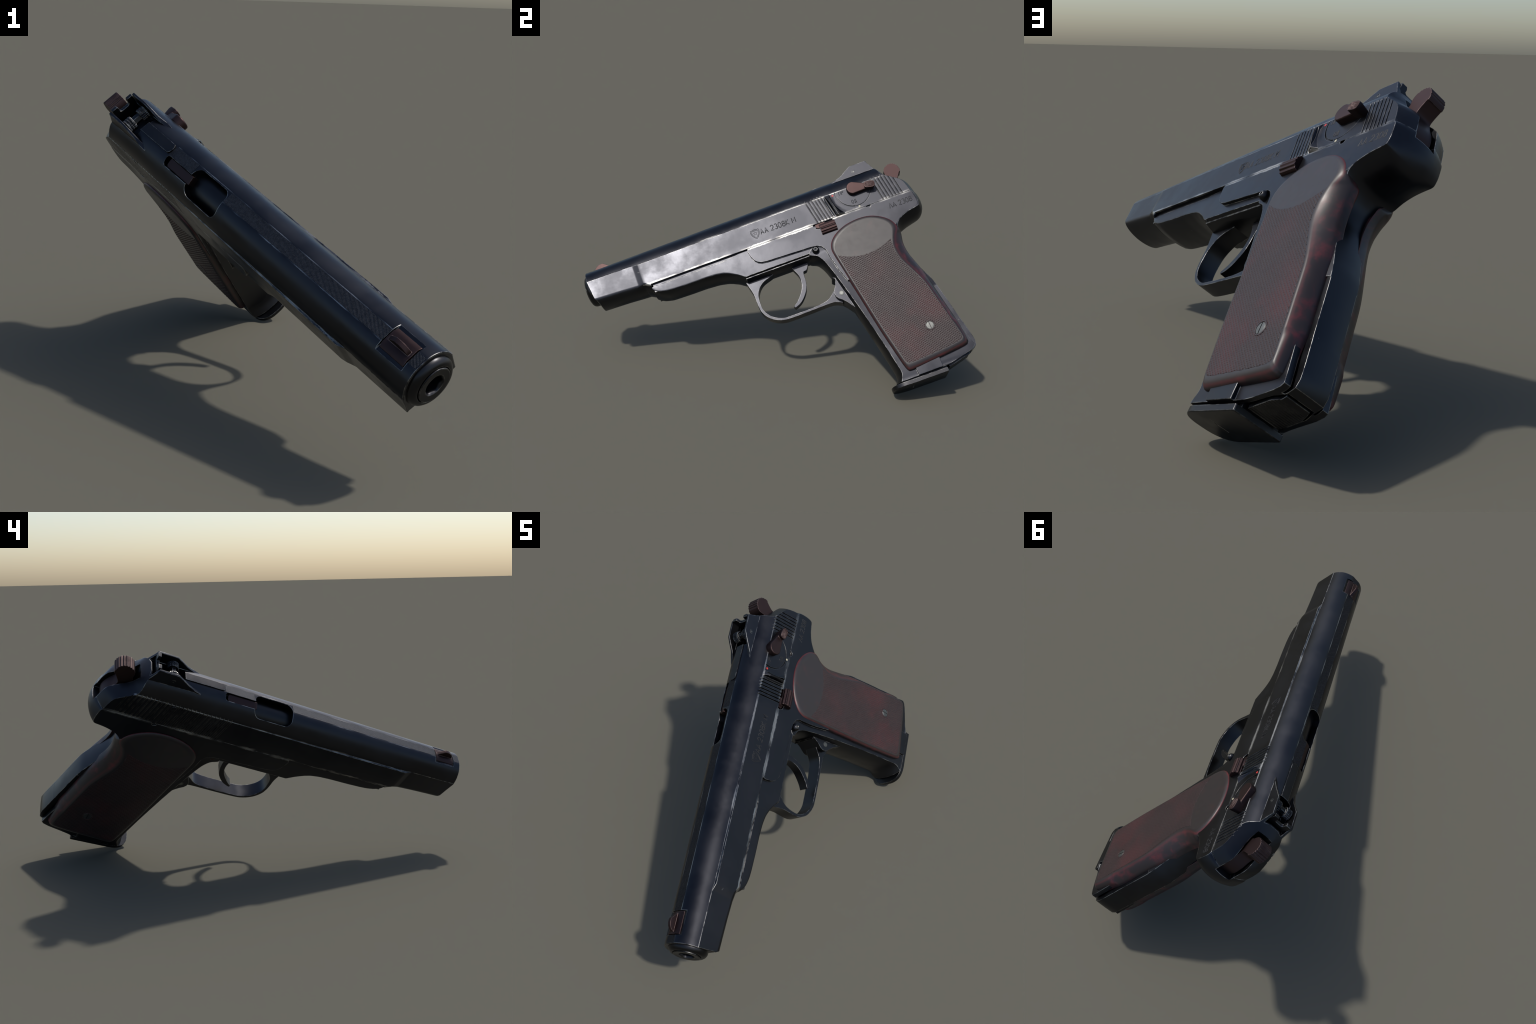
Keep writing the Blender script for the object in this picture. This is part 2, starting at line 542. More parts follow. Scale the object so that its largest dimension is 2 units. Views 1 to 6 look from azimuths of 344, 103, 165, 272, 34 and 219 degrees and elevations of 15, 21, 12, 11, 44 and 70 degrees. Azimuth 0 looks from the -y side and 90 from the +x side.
# rear sight: hinged leaf, notched plate, knurled drum
leaf = [(-1.262, 0.012), (-1.258, 0.0), (-1.262, -0.012), (-1.268, -0.0195), (-1.446, -0.0205), (-1.446, 0.0205), (-1.268, 0.0195)]
place(plan_prism('leaf', leaf, 0.098, 0.1105, 0.0012), 'rear_sight_leaf', DARK, slide)
notch = [(-0.0460, 0.070), (0.0460, 0.070), (0.0460, 0.1500), (0.0235, 0.1500), (0.0200, 0.1400), (0.0215, 0.1290), (0.0150, 0.1240), (-0.0150, 0.1240), (-0.0215, 0.1290), (-0.0200, 0.1400), (-0.0235, 0.1500), (-0.0460, 0.1500)]
place(section_prism('plate', notch, -1.570, -1.584, 0.0012), 'rear_sight_plate', DARK, slide)
def knurl(k):
    return 1.0 if k % 2 else 0.90
drum = []
for s in (1, -1):
    prof = [(0.0250, 0.0150 * s)]
    for i in range(6):
        prof.append((0.0270 if i % 2 else 0.0248, (0.0165 + 0.0052 * i) * s))
    prof.append((0.0250, 0.0445 * s))
    drum.append(turned('d', prof, 'y', (-1.503, 0, 0.1070), 44, lobes=knurl))
drum.append(turned('d', [(0.0160, -0.03), (0.0160, 0.03)], 'y', (-1.503, 0, 0.107), 6))
drum.append(turned('d', [(0.007, -0.049), (0.007, 0.049)], 'y', (-1.503, 0, 0.107), 16))
place(join('elevation_drum', drum), 'elevation_drum', DARK, slide)
for s in (1, -1):
    y = 0.0590 * s
    p = turned('pin', [(0.0100, y - .004 * s), (0.0100, y + 0.0010 * s), (0.0085, y + 0.0014 * s), (0.0080, y + 0.0002 * s), (0.0050, y + 0.0002 * s), (0.0045, y + 0.0016 * s), (0.001, y + 0.0016 * s)], 'y', (-1.5026, 0, 0.1106), 24)
    place(p, 'sight_pin', BRIGHT, slide)

# extractor in its slot
ex = []
for d0, d1 in ((0.060, 0.1005),):
    ca, sa = math.cos(math.radians(-21.5)), math.sin(math.radians(-21.5))
    out = [(-1.104, -0.0165), (-1.104, 0.0165), (-1.236, 0.0165), (-1.243, 0.010), (-1.243, -0.010), (-1.236, -0.0165)]
    ex = rings_mesh('e', [[(x, c * ca + d * sa, -c * sa + d * ca) for x, c in out] for d in (d0, d1)])
    bevel_edges(ex, 0.0025)
place(ex, 'extractor', BROWN, slide)

# selector lever
piv = (-1.457, 0.0045)
tip = (-1.536, -0.0130)
def teardrop(r0, r1, n=14):
    dx, dz = tip[0] - piv[0], tip[1] - piv[1]
    a = math.atan2(dz, dx)
    out = []
    for k in range(n + 1):
        t = a + math.pi / 2 + math.pi * k / n
        out.append((piv[0] + r0 * math.cos(t), piv[1] + r0 * math.sin(t)))
    for k in range(n + 1):
        t = a - math.pi / 2 + math.pi * k / n
        out.append((tip[0] + r1 * math.cos(t), tip[1] + r1 * math.sin(t)))
    return out
lever = prism('lever', teardrop(0.0335, 0.0130), 0.094, 0.1275, 0.006, 3)
kn = []
ax = Vector((tip[0] - piv[0], tip[1] - piv[1])).normalized()
up = Vector((-ax[1], ax[0]))
def knob_ring(lx, lz, y, n=24):
    c = Vector((tip[0], tip[1])) + ax * 0.004
    out = []
    for k in range(n):
        t = 2 * math.pi * k / n
        u = math.copysign(abs(math.cos(t)) ** 0.55, math.cos(t)) * lx
        v = math.copysign(abs(math.sin(t)) ** 0.7, math.sin(t)) * lz
        p = c + ax * u + up * v
        out.append((p[0], y, p[1]))
    return out
kn = rings_mesh('knob', [knob_ring(0.020, 0.015, 0.100), knob_ring(0.0285, 0.0185, 0.134), knob_ring(0.0280, 0.0175, 0.144)])
teeth = []
for i in range(9):
    for j in range(5):
        c = Vector((tip[0], tip[1])) + ax * (0.004 + (i - 4) * 0.0056 + (0.0028 if j % 2 else 0)) + up * ((j - 2) * 0.0058)
        if abs(i - 4) > 3 and abs(j - 2) > 1:
            continue
        bm = bmesh.new()
        q = [bm.verts.new((c[0] + a * .0027, 0.1435, c[1] + b * .0027)) for a, b in ((1, 0), (0, 1), (-1, 0), (0, -1))]
        t = bm.verts.new((c[0], 0.1465, c[1]))
        for k in range(4):
            bm.faces.new((q[k], q[(k + 1) % 4], t))
        bm.faces.new(q)
        teeth.append(mesh_object('t', bm))
place(join('lever', [lever, kn] + teeth), 'selector_lever', BROWN, slide)
for x, z, m in ((-1.348, 0.0075, RED), (-1.4565, -0.0945, CREAM)):
    place(turned('dot', [(0.0052, 0.095), (0.0052, 0.1026), (0.0040, 0.1030)], 'y', (x, 0, z), 20), 'selector_mark', m, slide)

place(turned('axle', [(0.0125, -0.095), (0.0125, -0.1026), (0.0112, -0.1032), (0.004, -0.1032)], 'y', (-1.4570, 0, 0.0045), 32), 'selector_axle', BLUED, slide)

# ---------------------------------------------------- letters as raised strokes, coloured dark like shaded cuts
def arcp(cx, cy, rx, ry, a0, a1, n=10):
    return [(cx + rx * math.cos(math.radians(lerp(a0, a1, k / n))), cy + ry * math.sin(math.radians(lerp(a0, a1, k / n)))) for k in range(n + 1)]
GLYPH = {
    'L': [[(0, 0), (.35, 1), (.7, 0)]],
    'A': [[(0, 0), (.35, 1), (.7, 0)], [(.13, .32), (.57, .32)]],
    '2': [arcp(.32, .70, .32, .30, 170, -35) + [(0, 0), (.66, 0)]],
    '3': [arcp(.30, .75, .28, .25, 150, -90), arcp(.30, .26, .32, .26, 90, -150)],
    '0': [arcp(.32, .5, .32, .5, 0, 360, 20)],
    '8': [arcp(.32, .76, .26, .24, -90, 270, 16), arcp(.32, .26, .32, .26, 90, 450, 16)],
    'K': [[(0, 0), (0, 1)], [(.6, 1), (0, .45), (.65, 0)]],
    'M': [[(0, 0), (0, 1), (.38, .35), (.76, 1), (.76, 0)]],
    'P': [[(0, 0), (0, 1), (.62, 1), (.62, 0)]],
    'R': [[(0, 0), (0, 1), (.35, 1)] + arcp(.35, .76, .27, .24, 90, -90, 8) + [(0, .52)]],
    'O': [arcp(.32, .5, .32, .5, 0, 360, 20)],
    'D': [[(0, -.12), (0, .08), (.62, .08), (.62, -.12)], [(.1, .08), (.22, 1), (.52, 1), (.52, .08)]],
}
def stroke_mesh(paths, x0, z0, size, y, thick, name='s'):
    """flat raised ribbons along 2D strokes; reading direction is -x on the left side"""
    parts = []
    for path in paths:
        P = [Vector((u * size, v * size)) for u, v in path]
        rings = []
        for i, p in enumerate(P):
            a = P[max(i - 1, 0)]
            b = P[min(i + 1, len(P) - 1)]
            if i == 0 and (P[0] - P[-1]).length < 1e-5:
                a = P[-2]
            if i == len(P) - 1 and (P[0] - P[-1]).length < 1e-5:
                b = P[1]
            t = (b - a).normalized()
            nn = Vector((-t[1], t[0])) * thick
            rings.append([(x0 - q[0], yy, z0 + q[1]) for q, yy in ((p - nn, y - .0015), (p - nn, y + .0003), (p, y + .0009), (p + nn, y + .0003), (p + nn, y - .0015))])
        parts.append(rings_mesh(name, rings))
    return parts
def lettering(text, x0, z0, size, y=0.102, thick=0.0023, gap=0.30, narrow=0.82):
    parts, u = [], 0.0
    for ch in text:
        if ch == ' ':
            u += 0.5
            continue
        g = GLYPH[ch]
        parts += stroke_mesh([[((a + u) * narrow, b) for a, b in p] for p in g], x0, z0, size, y, thick)
        u += max(a for p in g for a, b in p) + gap
    return join('lettering', parts)
place(lettering('AA 2308K M', -0.938, -0.0570, 0.0280, gap=0.26), 'lettering', PAINTED_SHADE, slide, weighted=False)
place(lettering('PR', -1.382, -0.004, 0.019, thick=0.0014), 'lettering', PAINTED_SHADE, slide, weighted=False)
place(lettering('OD', -1.428, -0.069, 0.019, thick=0.0014), 'lettering', PAINTED_SHADE, slide, weighted=False)
shield = [(0, 1), (.25, .96), (.5, 1.04), (.75, .96), (1, 1), (1.04, .7), (.95, .35), (.75, .05), (.5, -.18), (.25, .05), (.05, .35), (-.04, .7), (0, 1)]
inner = [(.5 + (a - .5) * .76, .47 + (b - .47) * .76) for a, b in shield]
star = []
for k in range(11):
    r = 0.27 if k % 2 == 0 else 0.11
    a = math.radians(90 + 36 * k)
    star.append((.5 + r * math.cos(a), .52 + r * math.sin(a)))
em = stroke_mesh([shield], -0.890, -0.0640, 0.042, 0.102, 0.0013) + stroke_mesh([inner, star], -0.890, -0.0640, 0.042, 0.102, 0.0009)
place(join('maker_shield', em), 'maker_shield', PAINTED_SHADE, slide, weighted=False)

# ------------------------------------------------------------------- barrel
def bore_ring(r, h, depth):
    # six shallow lands of the rifling show as waves of the inner wall
    return [(h, (r - depth * (0.5 + 0.5 * math.cos(6 * t))) * math.cos(t), (r - depth * (0.5 + 0.5 * math.cos(6 * t))) * math.sin(t))
            for t in (2 * math.pi * k / 72 for k in range(72))]
prof = [(0.0305, -0.30, 0.0035), (0.0305, -0.012, 0.0035), (0.0320, -0.005, 0.002), (0.0345, -0.0008, 0.0), (0.0545, 0.0, 0.0), (0.0570, -0.0020, 0.0), (0.0570, -0.012, 0.0), (0.0570, -0.06, 0.0)]
tube = rings_mesh('tube', [bore_ring(*p) for p in prof], cap=False)
plug = turned('plug', [(0.031, -0.292), (0.031, -0.30)], 'x', (0, 0, 0), 32)
chamber = turned('chamber', [(0.050, -0.70), (0.0755, -0.72), (0.0755, -1.16), (0.05, -1.165)], 'x', (0, 0, 0), 64)
place(join('barrel', [tube, plug, chamber]), 'barrel', DARK)
# rounded nose of the slide round the barrel
prof = [(0.0582, -0.06), (0.0582, -0.0070), (0.0605, -0.0040), (0.0650, -0.0040), (0.0705, -0.0065), (0.0765, -0.0115), (0.0805, -0.0185), (0.0825, -0.0260), (0.0825, -0.06)]
place(turned('nose', prof, 'x', (0, 0, 0), 72, cap=False), 'muzzle_bushing', DARK, slide)

# -------------------------------------------------------------------- frame
def build_frame():
    # dust cover: flat sides, shallow round belly
    low = [(-0.3255, -0.1235), (-0.3320, -0.1330), (-0.3450, -0.1430), (-0.3650, -0.1505), (-0.3900, -0.1560), (-0.4300, -0.1605), (-0.5000, -0.1635), (-0.6000, -0.1640),
           (-0.6500, -0.1665), (-0.6900, -0.1730), (-0.7200, -0.1860), (-0.7540, -0.2080), (-0.7900, -0.2365), (-0.8300, -0.2365)]
    belly = [(-0.3255, -0.1500), (-0.3600, -0.1710), (-0.4000, -0.1825), (-0.5800, -0.1850), (-0.6500, -0.1910), (-0.7000, -0.2020), (-0.7500, -0.2220), (-0.7900, -0.2500), (-0.8300, -0.2520)]
    rings = []
    for k in range(44):
        x = lerp(-0.3262, -0.80, (k / 43) ** 1.25)
        zl = interp(x, low)
        zb = min(interp(x, belly), zl - 0.004)
        hw = 0.0890
        half = [(0, -0.1190), (hw - 0.002, -0.1190), (hw, -0.1200), (hw, zl)]
        for j in range(1, 8):
            t = math.pi / 2 * j / 8
            half.append((hw * math.cos(t), lerp(zl, zb, math.sin(t) ** 0.9)))
        half.append((0, zb))
        rings.append([(x, y, z) for y, z in half + [(-y, z) for y, z in reversed(half[1:-1])]])
    f = rings_mesh('frame', rings)
    # middle of the frame over the trigger
    sec = [(0.0890, -0.1075), (0.0890, -0.2370), (0.0767, -0.2425), (0.0767, -0.2465), (0.0330, -0.2580)]
    sec = sec + [(-y, z) for y, z in reversed(sec)]
    boolean(f, section_prism('mid', sec, -0.7895, -1.22), 'UNION')
    core = [(-0.335, -0.1500), (-0.335, -0.1000), (-1.66, -0.1000), (-1.66, -0.1500)]
    boolean(f, prism('core', core, -0.0860, 0.0860), 'UNION')
    # wedge where the rail rises to the raised plate
    wedge = [(-0.72, -0.125), (-0.735, -0.1165), (-0.822, -0.1062), (-0.87, -0.1062), (-0.87, -0.15), (-0.72, -0.15)]
    boolean(f, prism('wedge', wedge, -0.0890, 0.0890), 'UNION')
    # grip body, tang and back strap: rings that join a front and a back profile
    front_side = [(-1.330, -0.1068, 0.1018), (-1.27, -0.13, 0.1018), (-1.195, -0.185, 0.0960), (-1.130, -0.2380, 0.0888), (-1.164, -0.2630, 0.0888), (-1.185, -0.295, 0.0888), (-1.2005, -0.3380, 0.0887),
                  (-1.2180, -0.40, 0.0895), (-1.2620, -0.5780, 0.0895), (-1.3050, -0.7800, 0.0887), (-1.3310, -0.9200, 0.0885), (-1.3370, -0.955, 0.0883), (-1.3340, -0.975, 0.0883), (-1.3205, -1.0025, 0.0881)]
    front_mid = [(-1.330, -0.1068), (-1.26, -0.14), (-1.19, -0.21), (-1.120, -0.2500), (-1.158, -0.2740), (-1.181, -0.311), (-1.196, -0.3550),
                 (-1.211, -0.415), (-1.2470, -0.5900), (-1.2870, -0.7850), (-1.3120, -0.9200), (-1.3150, -0.955), (-1.3115, -0.975), (-1.2980, -0.9990)]
    back_side = [(-1.7280, -0.1068, 0.1021), (-1.7360, -0.1190, 0.1021), (-1.7415, -0.1550, 0.1021), (-1.7415, -0.1780, 0.1021), (-1.7350, -0.1960, 0.1021), (-1.7100, -0.2010, 0.1021),
                 (-1.6790, -0.2065, 0.1021), (-1.6500, -0.2155, 0.1021), (-1.6230, -0.2290, 0.1021), (-1.6020, -0.2500, 0.1000), (-1.5920, -0.2760, 0.0900), (-1.5800, -0.3200, 0.0780),
                 (-1.5640, -0.3700, 0.0740), (-1.5650, -0.4100, 0.0720), (-1.5830, -0.4700, 0.0700), (-1.6100, -0.5400, 0.0690), (-1.6370, -0.6000, 0.0690), (-1.6530, -0.7000, 0.0700), (-1.6700, -0.7900, 0.0720),
                 (-1.6850, -0.8200, 0.0775), (-1.7185, -0.9560, 0.0785), (-1.7090, -0.9640, 0.0785), (-1.6850, -0.9740, 0.0790), (-1.5950, -0.9950, 0.0800), (-1.5500, -1.0020, 0.0860)]
    back_mid = [(-1.7635, -0.1068), (-1.7690, -0.1300), (-1.7710, -0.1600), (-1.7660, -0.1900), (-1.7510, -0.2160), (-1.7300, -0.2310),
                (-1.6980, -0.2400), (-1.6640, -0.2480), (-1.6380, -0.2560), (-1.6150, -0.2650), (-1.5960, -0.2840), (-1.5840, -0.3200),
                (-1.5880, -0.3750), (-1.5990, -0.4100), (-1.6210, -0.4650), (-1.6455, -0.5250), (-1.6670, -0.5820), (-1.6910, -0.6900), (-1.7110, -0.7900),
                (-1.7170, -0.8200), (-1.7375, -0.9330), (-1.7190, -0.9600), (-1.6850, -0.9740), (-1.5950, -0.9950), (-1.5500, -1.0020)]
    N = 110
    # couple the profiles by hand-picked anchors so that rings stay level
    def level(line, anchors):
        pts = spline(line, 6)
        d = [0]
        for a, b in zip(pts, pts[1:]):
            d.append(d[-1] + math.dist(a[:2], b[:2]))
        table = [(k / (len(anchors) - 1), d[i * 6]) for k, i in enumerate(anchors)]
        out = []
        for k in range(N):
            s = interp(k / (N - 1), table)
            i = 0
            while i < len(d) - 2 and d[i + 1] < s:
                i += 1
            t = (s - d[i]) / max(d[i + 1] - d[i], 1e-9)
            out.append(tuple(lerp(u, v, t) for u, v in zip(pts[i], pts[i + 1])))
        return out
    fa = [0, 1, 2, 3, 5, 7, 8, 9, 10, 13]
    ba = [0, 2, 4, 8, 10, 13, 16, 18, 19, 24]
    FS, FM = level(front_side, fa), level(front_mid, fa)
    BS, BM = level(back_side, ba), level(back_mid, ba)
    rings = []
    for fs, fm, bs, bmid in zip(FS, FM, BS, BM):
        ring = []
        m = 10
        flat = smooth((-0.30 - bs[1]) / 0.15)
        for k in range(-m, m + 1):
            u = k / m
            w = 1 - abs(u) ** 2.4
            ring.append((lerp(fs[0], fm[0], w), u * fs[2], lerp(fs[1], fm[1], w)))
        step = smooth((-0.33 - bs[1]) / 0.10)
        ys = [0.0, 0.012, 0.024, 0.036, 0.045, 0.0515, 0.0575] + [lerp(0.0575, bs[2], q) for q in (0.33, 0.66, 1.0)]
        for y in list(reversed(ys)) + [-v for v in ys[1:]]:
            w = lerp(1 - (abs(y) / bs[2]) ** lerp(2.0, 4.0, flat), 1 - 0.10 * (y / 0.0515) ** 2 if abs(y) < 0.052 else 0.0, step)
            ring.append((lerp(bs[0], bmid[0], w), y, lerp(bs[1], bmid[1], w)))
        rings.append(ring)
    boolean(f, rings_mesh('grip_body', rings, fan=True), 'UNION')
    # raised plate on both sides
    plate = [(-0.8455, -0.1058), (-0.8420, -0.1210), (-0.8480, -0.1500), (-0.8580, -0.1740), (-0.8720, -0.1890), (-0.8900, -0.1975), (-0.9200, -0.2020), (-1.0510, -0.2075), (-1.1500, -0.2120),
             (-1.1800, -0.2160), (-1.2020, -0.2290), (-1.2150, -0.2520), (-1.2210, -0.2960), (-1.2360, -0.3600), (-1.2600, -0.4400), (-1.45, -0.44),
             (-1.56, -0.30), (-1.591, -0.2520), (-1.6020, -0.2440), (-1.6230, -0.2275), (-1.6500, -0.2140), (-1.6790, -0.2050), (-1.7100, -0.1990), (-1.7290, -0.1935), (-1.7380, -0.1760), (-1.7380, -0.155), (-1.7335, -0.119), (-1.7265, -0.1058)]
    boolean(f, prism('plate', plate, -0.1024, 0.1024, 0.0015), 'UNION')
    # ears that hold the guard hinge
    ear = [(-1.1930, -0.3850), (-1.2080, -0.40), (-1.1980, -0.4250), (-1.1800, -0.4560), (-1.1770, -0.4700), (-1.1790, -0.4850), (-1.1880, -0.5000), (-1.2020, -0.5110), (-1.2220, -0.5330), (-1.2500, -0.5750), (-1.30, -0.62), (-1.28, -0.42)]
    boolean(f, prism('ear', ear, -0.0590, 0.0590, 0.002), 'UNION')
    # heel block on each side of the magazine well
    blk = [(-1.405, -0.940), (-1.410, -1.0030), (-1.5330, -1.0030), (-1.5330, -0.940)]
    boolean(f, prism('blk', blk, -0.0965, 0.0965, 0.003), 'UNION')
    # openings
    boolean(f, box('cut', -1.640, -1.80, -0.0395, 0.0395, -0.1290, 0.0))
    boolean(f, plan_prism('cut', [(-1.40, -0.066), (-1.40, 0.066), (-1.57, 0.066), (-1.660, 0.061), (-1.704, 0.046), (-1.704, -0.046), (-1.660, -0.061), (-1.57, -0.066)], -1.10, -0.940))
    well = [(-1.330, -0.070), (-1.330, 0.070), (-1.560, 0.070), (-1.600, 0.058), (-1.600, -0.058), (-1.560, -0.070)]
    boolean(f, plan_prism('cut', well, -1.10, -0.985))
    for s in (1, -1):
        slot = [(-1.640, -0.604), (-1.690, -0.970), (-1.80, -0.970), (-1.74, -0.604)]
        boolean(f, prism('cut', slot, min(0.0500 * s, 0.0575 * s), max(0.0500 * s, 0.0575 * s)))
        boolean(f, turned('cut', [(0.0125, 0.094 * s), (0.0125, 0.12 * s)], 'y', (-1.499, 0, -0.1075), 28))
    # hollow for the slide catch
    boolean(f, prism('cut', [(-1.200, -0.1000), (-1.198, -0.1160), (-1.206, -0.1300), (-1.222, -0.1360), (-1.300, -0.140), (-1.305, -0.1000)], 0.088, 0.12))
    return f

frame = place(build_frame(), 'frame', FRAME_STEEL, angle=28)

place(lettering('LA 2308', -1.596, -0.1620, 0.0260, 0.1022, gap=0.24), 'lettering', PAINTED_SHADE, frame, weighted=False)
for s in (1, -1):
    y = 0.0590 * s
    p = turned('pin', [(0.0125, y - 0.01 * s), (0.0125, y + 0.0006 * s), (0.0112, y + 0.0010 * s), (0.0108, y + 0.0002 * s), (0.0095, y + 0.0002 * s), (0.0090, y + 0.0016 * s), (0.0075, y + 0.0022 * s)], 'y', (-1.2120, 0, -0.4780), 32)
    place(p, 'hinge_pin', BRIGHT, frame)
# takedown pin head
y = 0.0880
p = turned('head', [(0.0180, y - 0.01), (0.0180, y + 0.010), (0.0168, y + 0.0170), (0.0135, y + 0.0225), (0.0090, y + 0.0255), (0.0065, y + 0.0250), (0.0055, y + 0.020), (0.0015, y + 0.018)], 'y', (-1.1665, 0, -0.2330), 32)
place(p, 'cross_pin', DARK, frame)
p = turned('head', [(0.0120, -0.08), (0.0120, -0.0895), (0.010, -0.0900)], 'y', (-1.1665, 0, -0.2330), 32)
place(p, 'cross_pin', BROWN, frame)

# slide catch: half-round pad with lengthwise flutes
sec = []
n = 60
for k in range(n + 1):
    a = math.radians(lerp(100, -95, k / n))
    fl = 0.0016 * math.sin(2 * math.pi * 6.5 * k / n) if 5 < k < 50 else 0
    sec.append((0.0970 + (0.0265 + fl) * max(0.0, math.cos(a)) ** 0.8, -0.1440 + (0.0285 + fl) * math.sin(a)))
pad = section_prism('pad', sec + [(0.085, -0.172), (0.085, -0.116)], -1.2270, -1.3090)
arm = prism('arm', [(-1.2100, -0.1080), (-1.2090, -0.1240), (-1.2200, -0.1300), (-1.26, -0.130), (-1.26, -0.1080)], 0.08, 0.0990)
place(join('slide_catch', [pad, arm]), 'slide_catch', BROWN, frame, angle=24)

# ------------------------------------------------------------- trigger guard
outer = spline([(-0.7825, -0.2500), (-0.7870, -0.2700), (-0.7990, -0.3250), (-0.8005, -0.3900), (-0.8105, -0.4340), (-0.8380, -0.4715), (-0.8820, -0.4970), (-0.9300, -0.5045), (-1.0300, -0.5045), (-1.1320, -0.5025), (-1.1700, -0.5060), (-1.2050, -0.5220)], 5)
inner = spline([(-0.9400, -0.2500), (-0.9160, -0.2620), (-0.8650, -0.2790), (-0.8340, -0.3080), (-0.8180, -0.3450), (-0.8150, -0.4000), (-0.8270, -0.4370), (-0.8560, -0.4690), (-0.9010, -0.4900), (-0.9500, -0.4930), (-1.0550, -0.4925), (-1.1150, -0.4870), (-1.1450, -0.4780), (-1.1700, -0.4590), (-1.2050, -0.4300)], 5)
g = prism('guard', [(x + 0.001, z) for x, z in outer + list(reversed(inner))], -0.0340, 0.0340)
bevel_edges(g, 0.0015, 2, 50)
place(g, 'trigger_guard', FRAME_STEEL, angle=35)

# ------------------------------------------------------------------- trigger
tf = spline([(-1.0150, -0.2400), (-1.0260, -0.2610), (-1.0440, -0.3060), (-1.0440, -0.3480), (-1.0280, -0.3880), (-0.9950, -0.4280), (-0.9660, -0.4500)], 5)
tr = spline([(-0.9720, -0.4600), (-1.0100, -0.4420), (-1.0480, -0.4020), (-1.0660, -0.3600), (-1.0720, -0.3060), (-1.0760, -0.2960), (-1.0920, -0.2920), (-1.1080, -0.2680), (-1.1120, -0.2400)], 5)
t = prism('trigger', [(x - 0.001, z) for x, z in tf + tr], -0.0235, 0.0235)
bevel_edges(t, 0.0020, 2, 50)
place(t, 'trigger', FRAME_STEEL, angle=35)

# -------------------------------------------------------------------- hammer
spur = spline([(-1.7300, 0.0380), (-1.7100, 0.0100), (-1.7040, -0.0080), (-1.7140, -0.0300), (-1.7330, -0.0600), (-1.7440, -0.0950), (-1.7400, -0.1300)], 4)
frontl = spline([(-1.6600, -0.1300), (-1.6560, -0.0800), (-1.6500, -0.0300), (-1.6480, 0.0200), (-1.6540, 0.0420)], 4)
# head runs from the front over the top to the back
top = []
for k in range(25):
    a = math.radians(lerp(8, 205, k / 24))
    toothed = 4 < k < 21
    r = 0.0425 - (0.0036 if toothed and k % 2 == 0 else 0.0)
    top.append((-1.6950 + r * math.cos(a), 0.0540 + r * math.sin(a) * 1.02))
prof = top + spur + frontl
h = prism('hammer', prof, -0.0310, 0.0310)
bevel_edges(h, 0.0012, 2, 70)
place(h, 'hammer', BROWN, angle=30)

# ------------------------------------------------------------------ magazine
def mag_outline(hw, xr, xf, rc):
    out = []
    for k in range(25):
        a = math.radians(lerp(-90, 90, k / 24))
        c, s = math.cos(a), math.sin(a)
        out.append((lerp(xf - 0.090, xf, abs(c) ** (2 / 2.7)), hw * math.copysign(abs(s) ** (2 / 2.7), s)))
    out += [(xr + rc, hw), (xr, hw - rc), (xr, -hw + rc), (xr + rc, -hw)]
    return out
rings = []
for z, hw, xr, xf in ((-1.0112, 0.0845, -1.5530, -1.2740), (-1.0118, 0.0857, -1.5545, -1.2710), (-1.0295, 0.0857, -1.5545, -1.2710), (-1.0315, 0.0845, -1.5530, -1.2720), (-1.0325, 0.0830, -1.5500, -1.2745)):
    rings.append([(x, y, z + 0.0055 * smooth((x + 1.44) / 0.17)) for x, y in mag_outline(hw, xr, xf, 0.003)])
plate = rings_mesh('base', rings)
slot = plan_prism('cut', [(-1.378, -0.030), (-1.3745, -0.030), (-1.3745, 0.040), (-1.378, 0.040)], -1.06, -1.0260)
boolean(plate, slot)
magazine = place(plate, 'magazine', DARK, angle=30)
body = box('b', -1.332, -1.552, -0.0655, 0.0655, -0.93, -1.016)
place(body, 'magazine_body', DARK, magazine)

# heel catch with crosswise ribs
cp = []
n = 13
for k in range(n):
    x = lerp(-1.568, -1.680, k / (n - 1))
    z = lerp(-1.0105, -0.9830, k / (n - 1))
    cp += [(x, z), (x - 0.0045, z - 0.0008 + 0.0032)]
cp += [(-1.693, -0.9720), (-1.696, -0.940), (-1.56, -0.940)]
c = prism('c', cp, -0.0560, 0.0560)
boolean(c, plan_prism('k', [(-1.5, -.06), (-1.5, .06), (-1.64, .06), (-1.685, .044), (-1.70, .040), (-1.70, -.040), (-1.685, -.044), (-1.64, -.06)], -1.1, -.9), 'INTERSECT')
place(c, 'magazine_catch', DARK, angle=20)

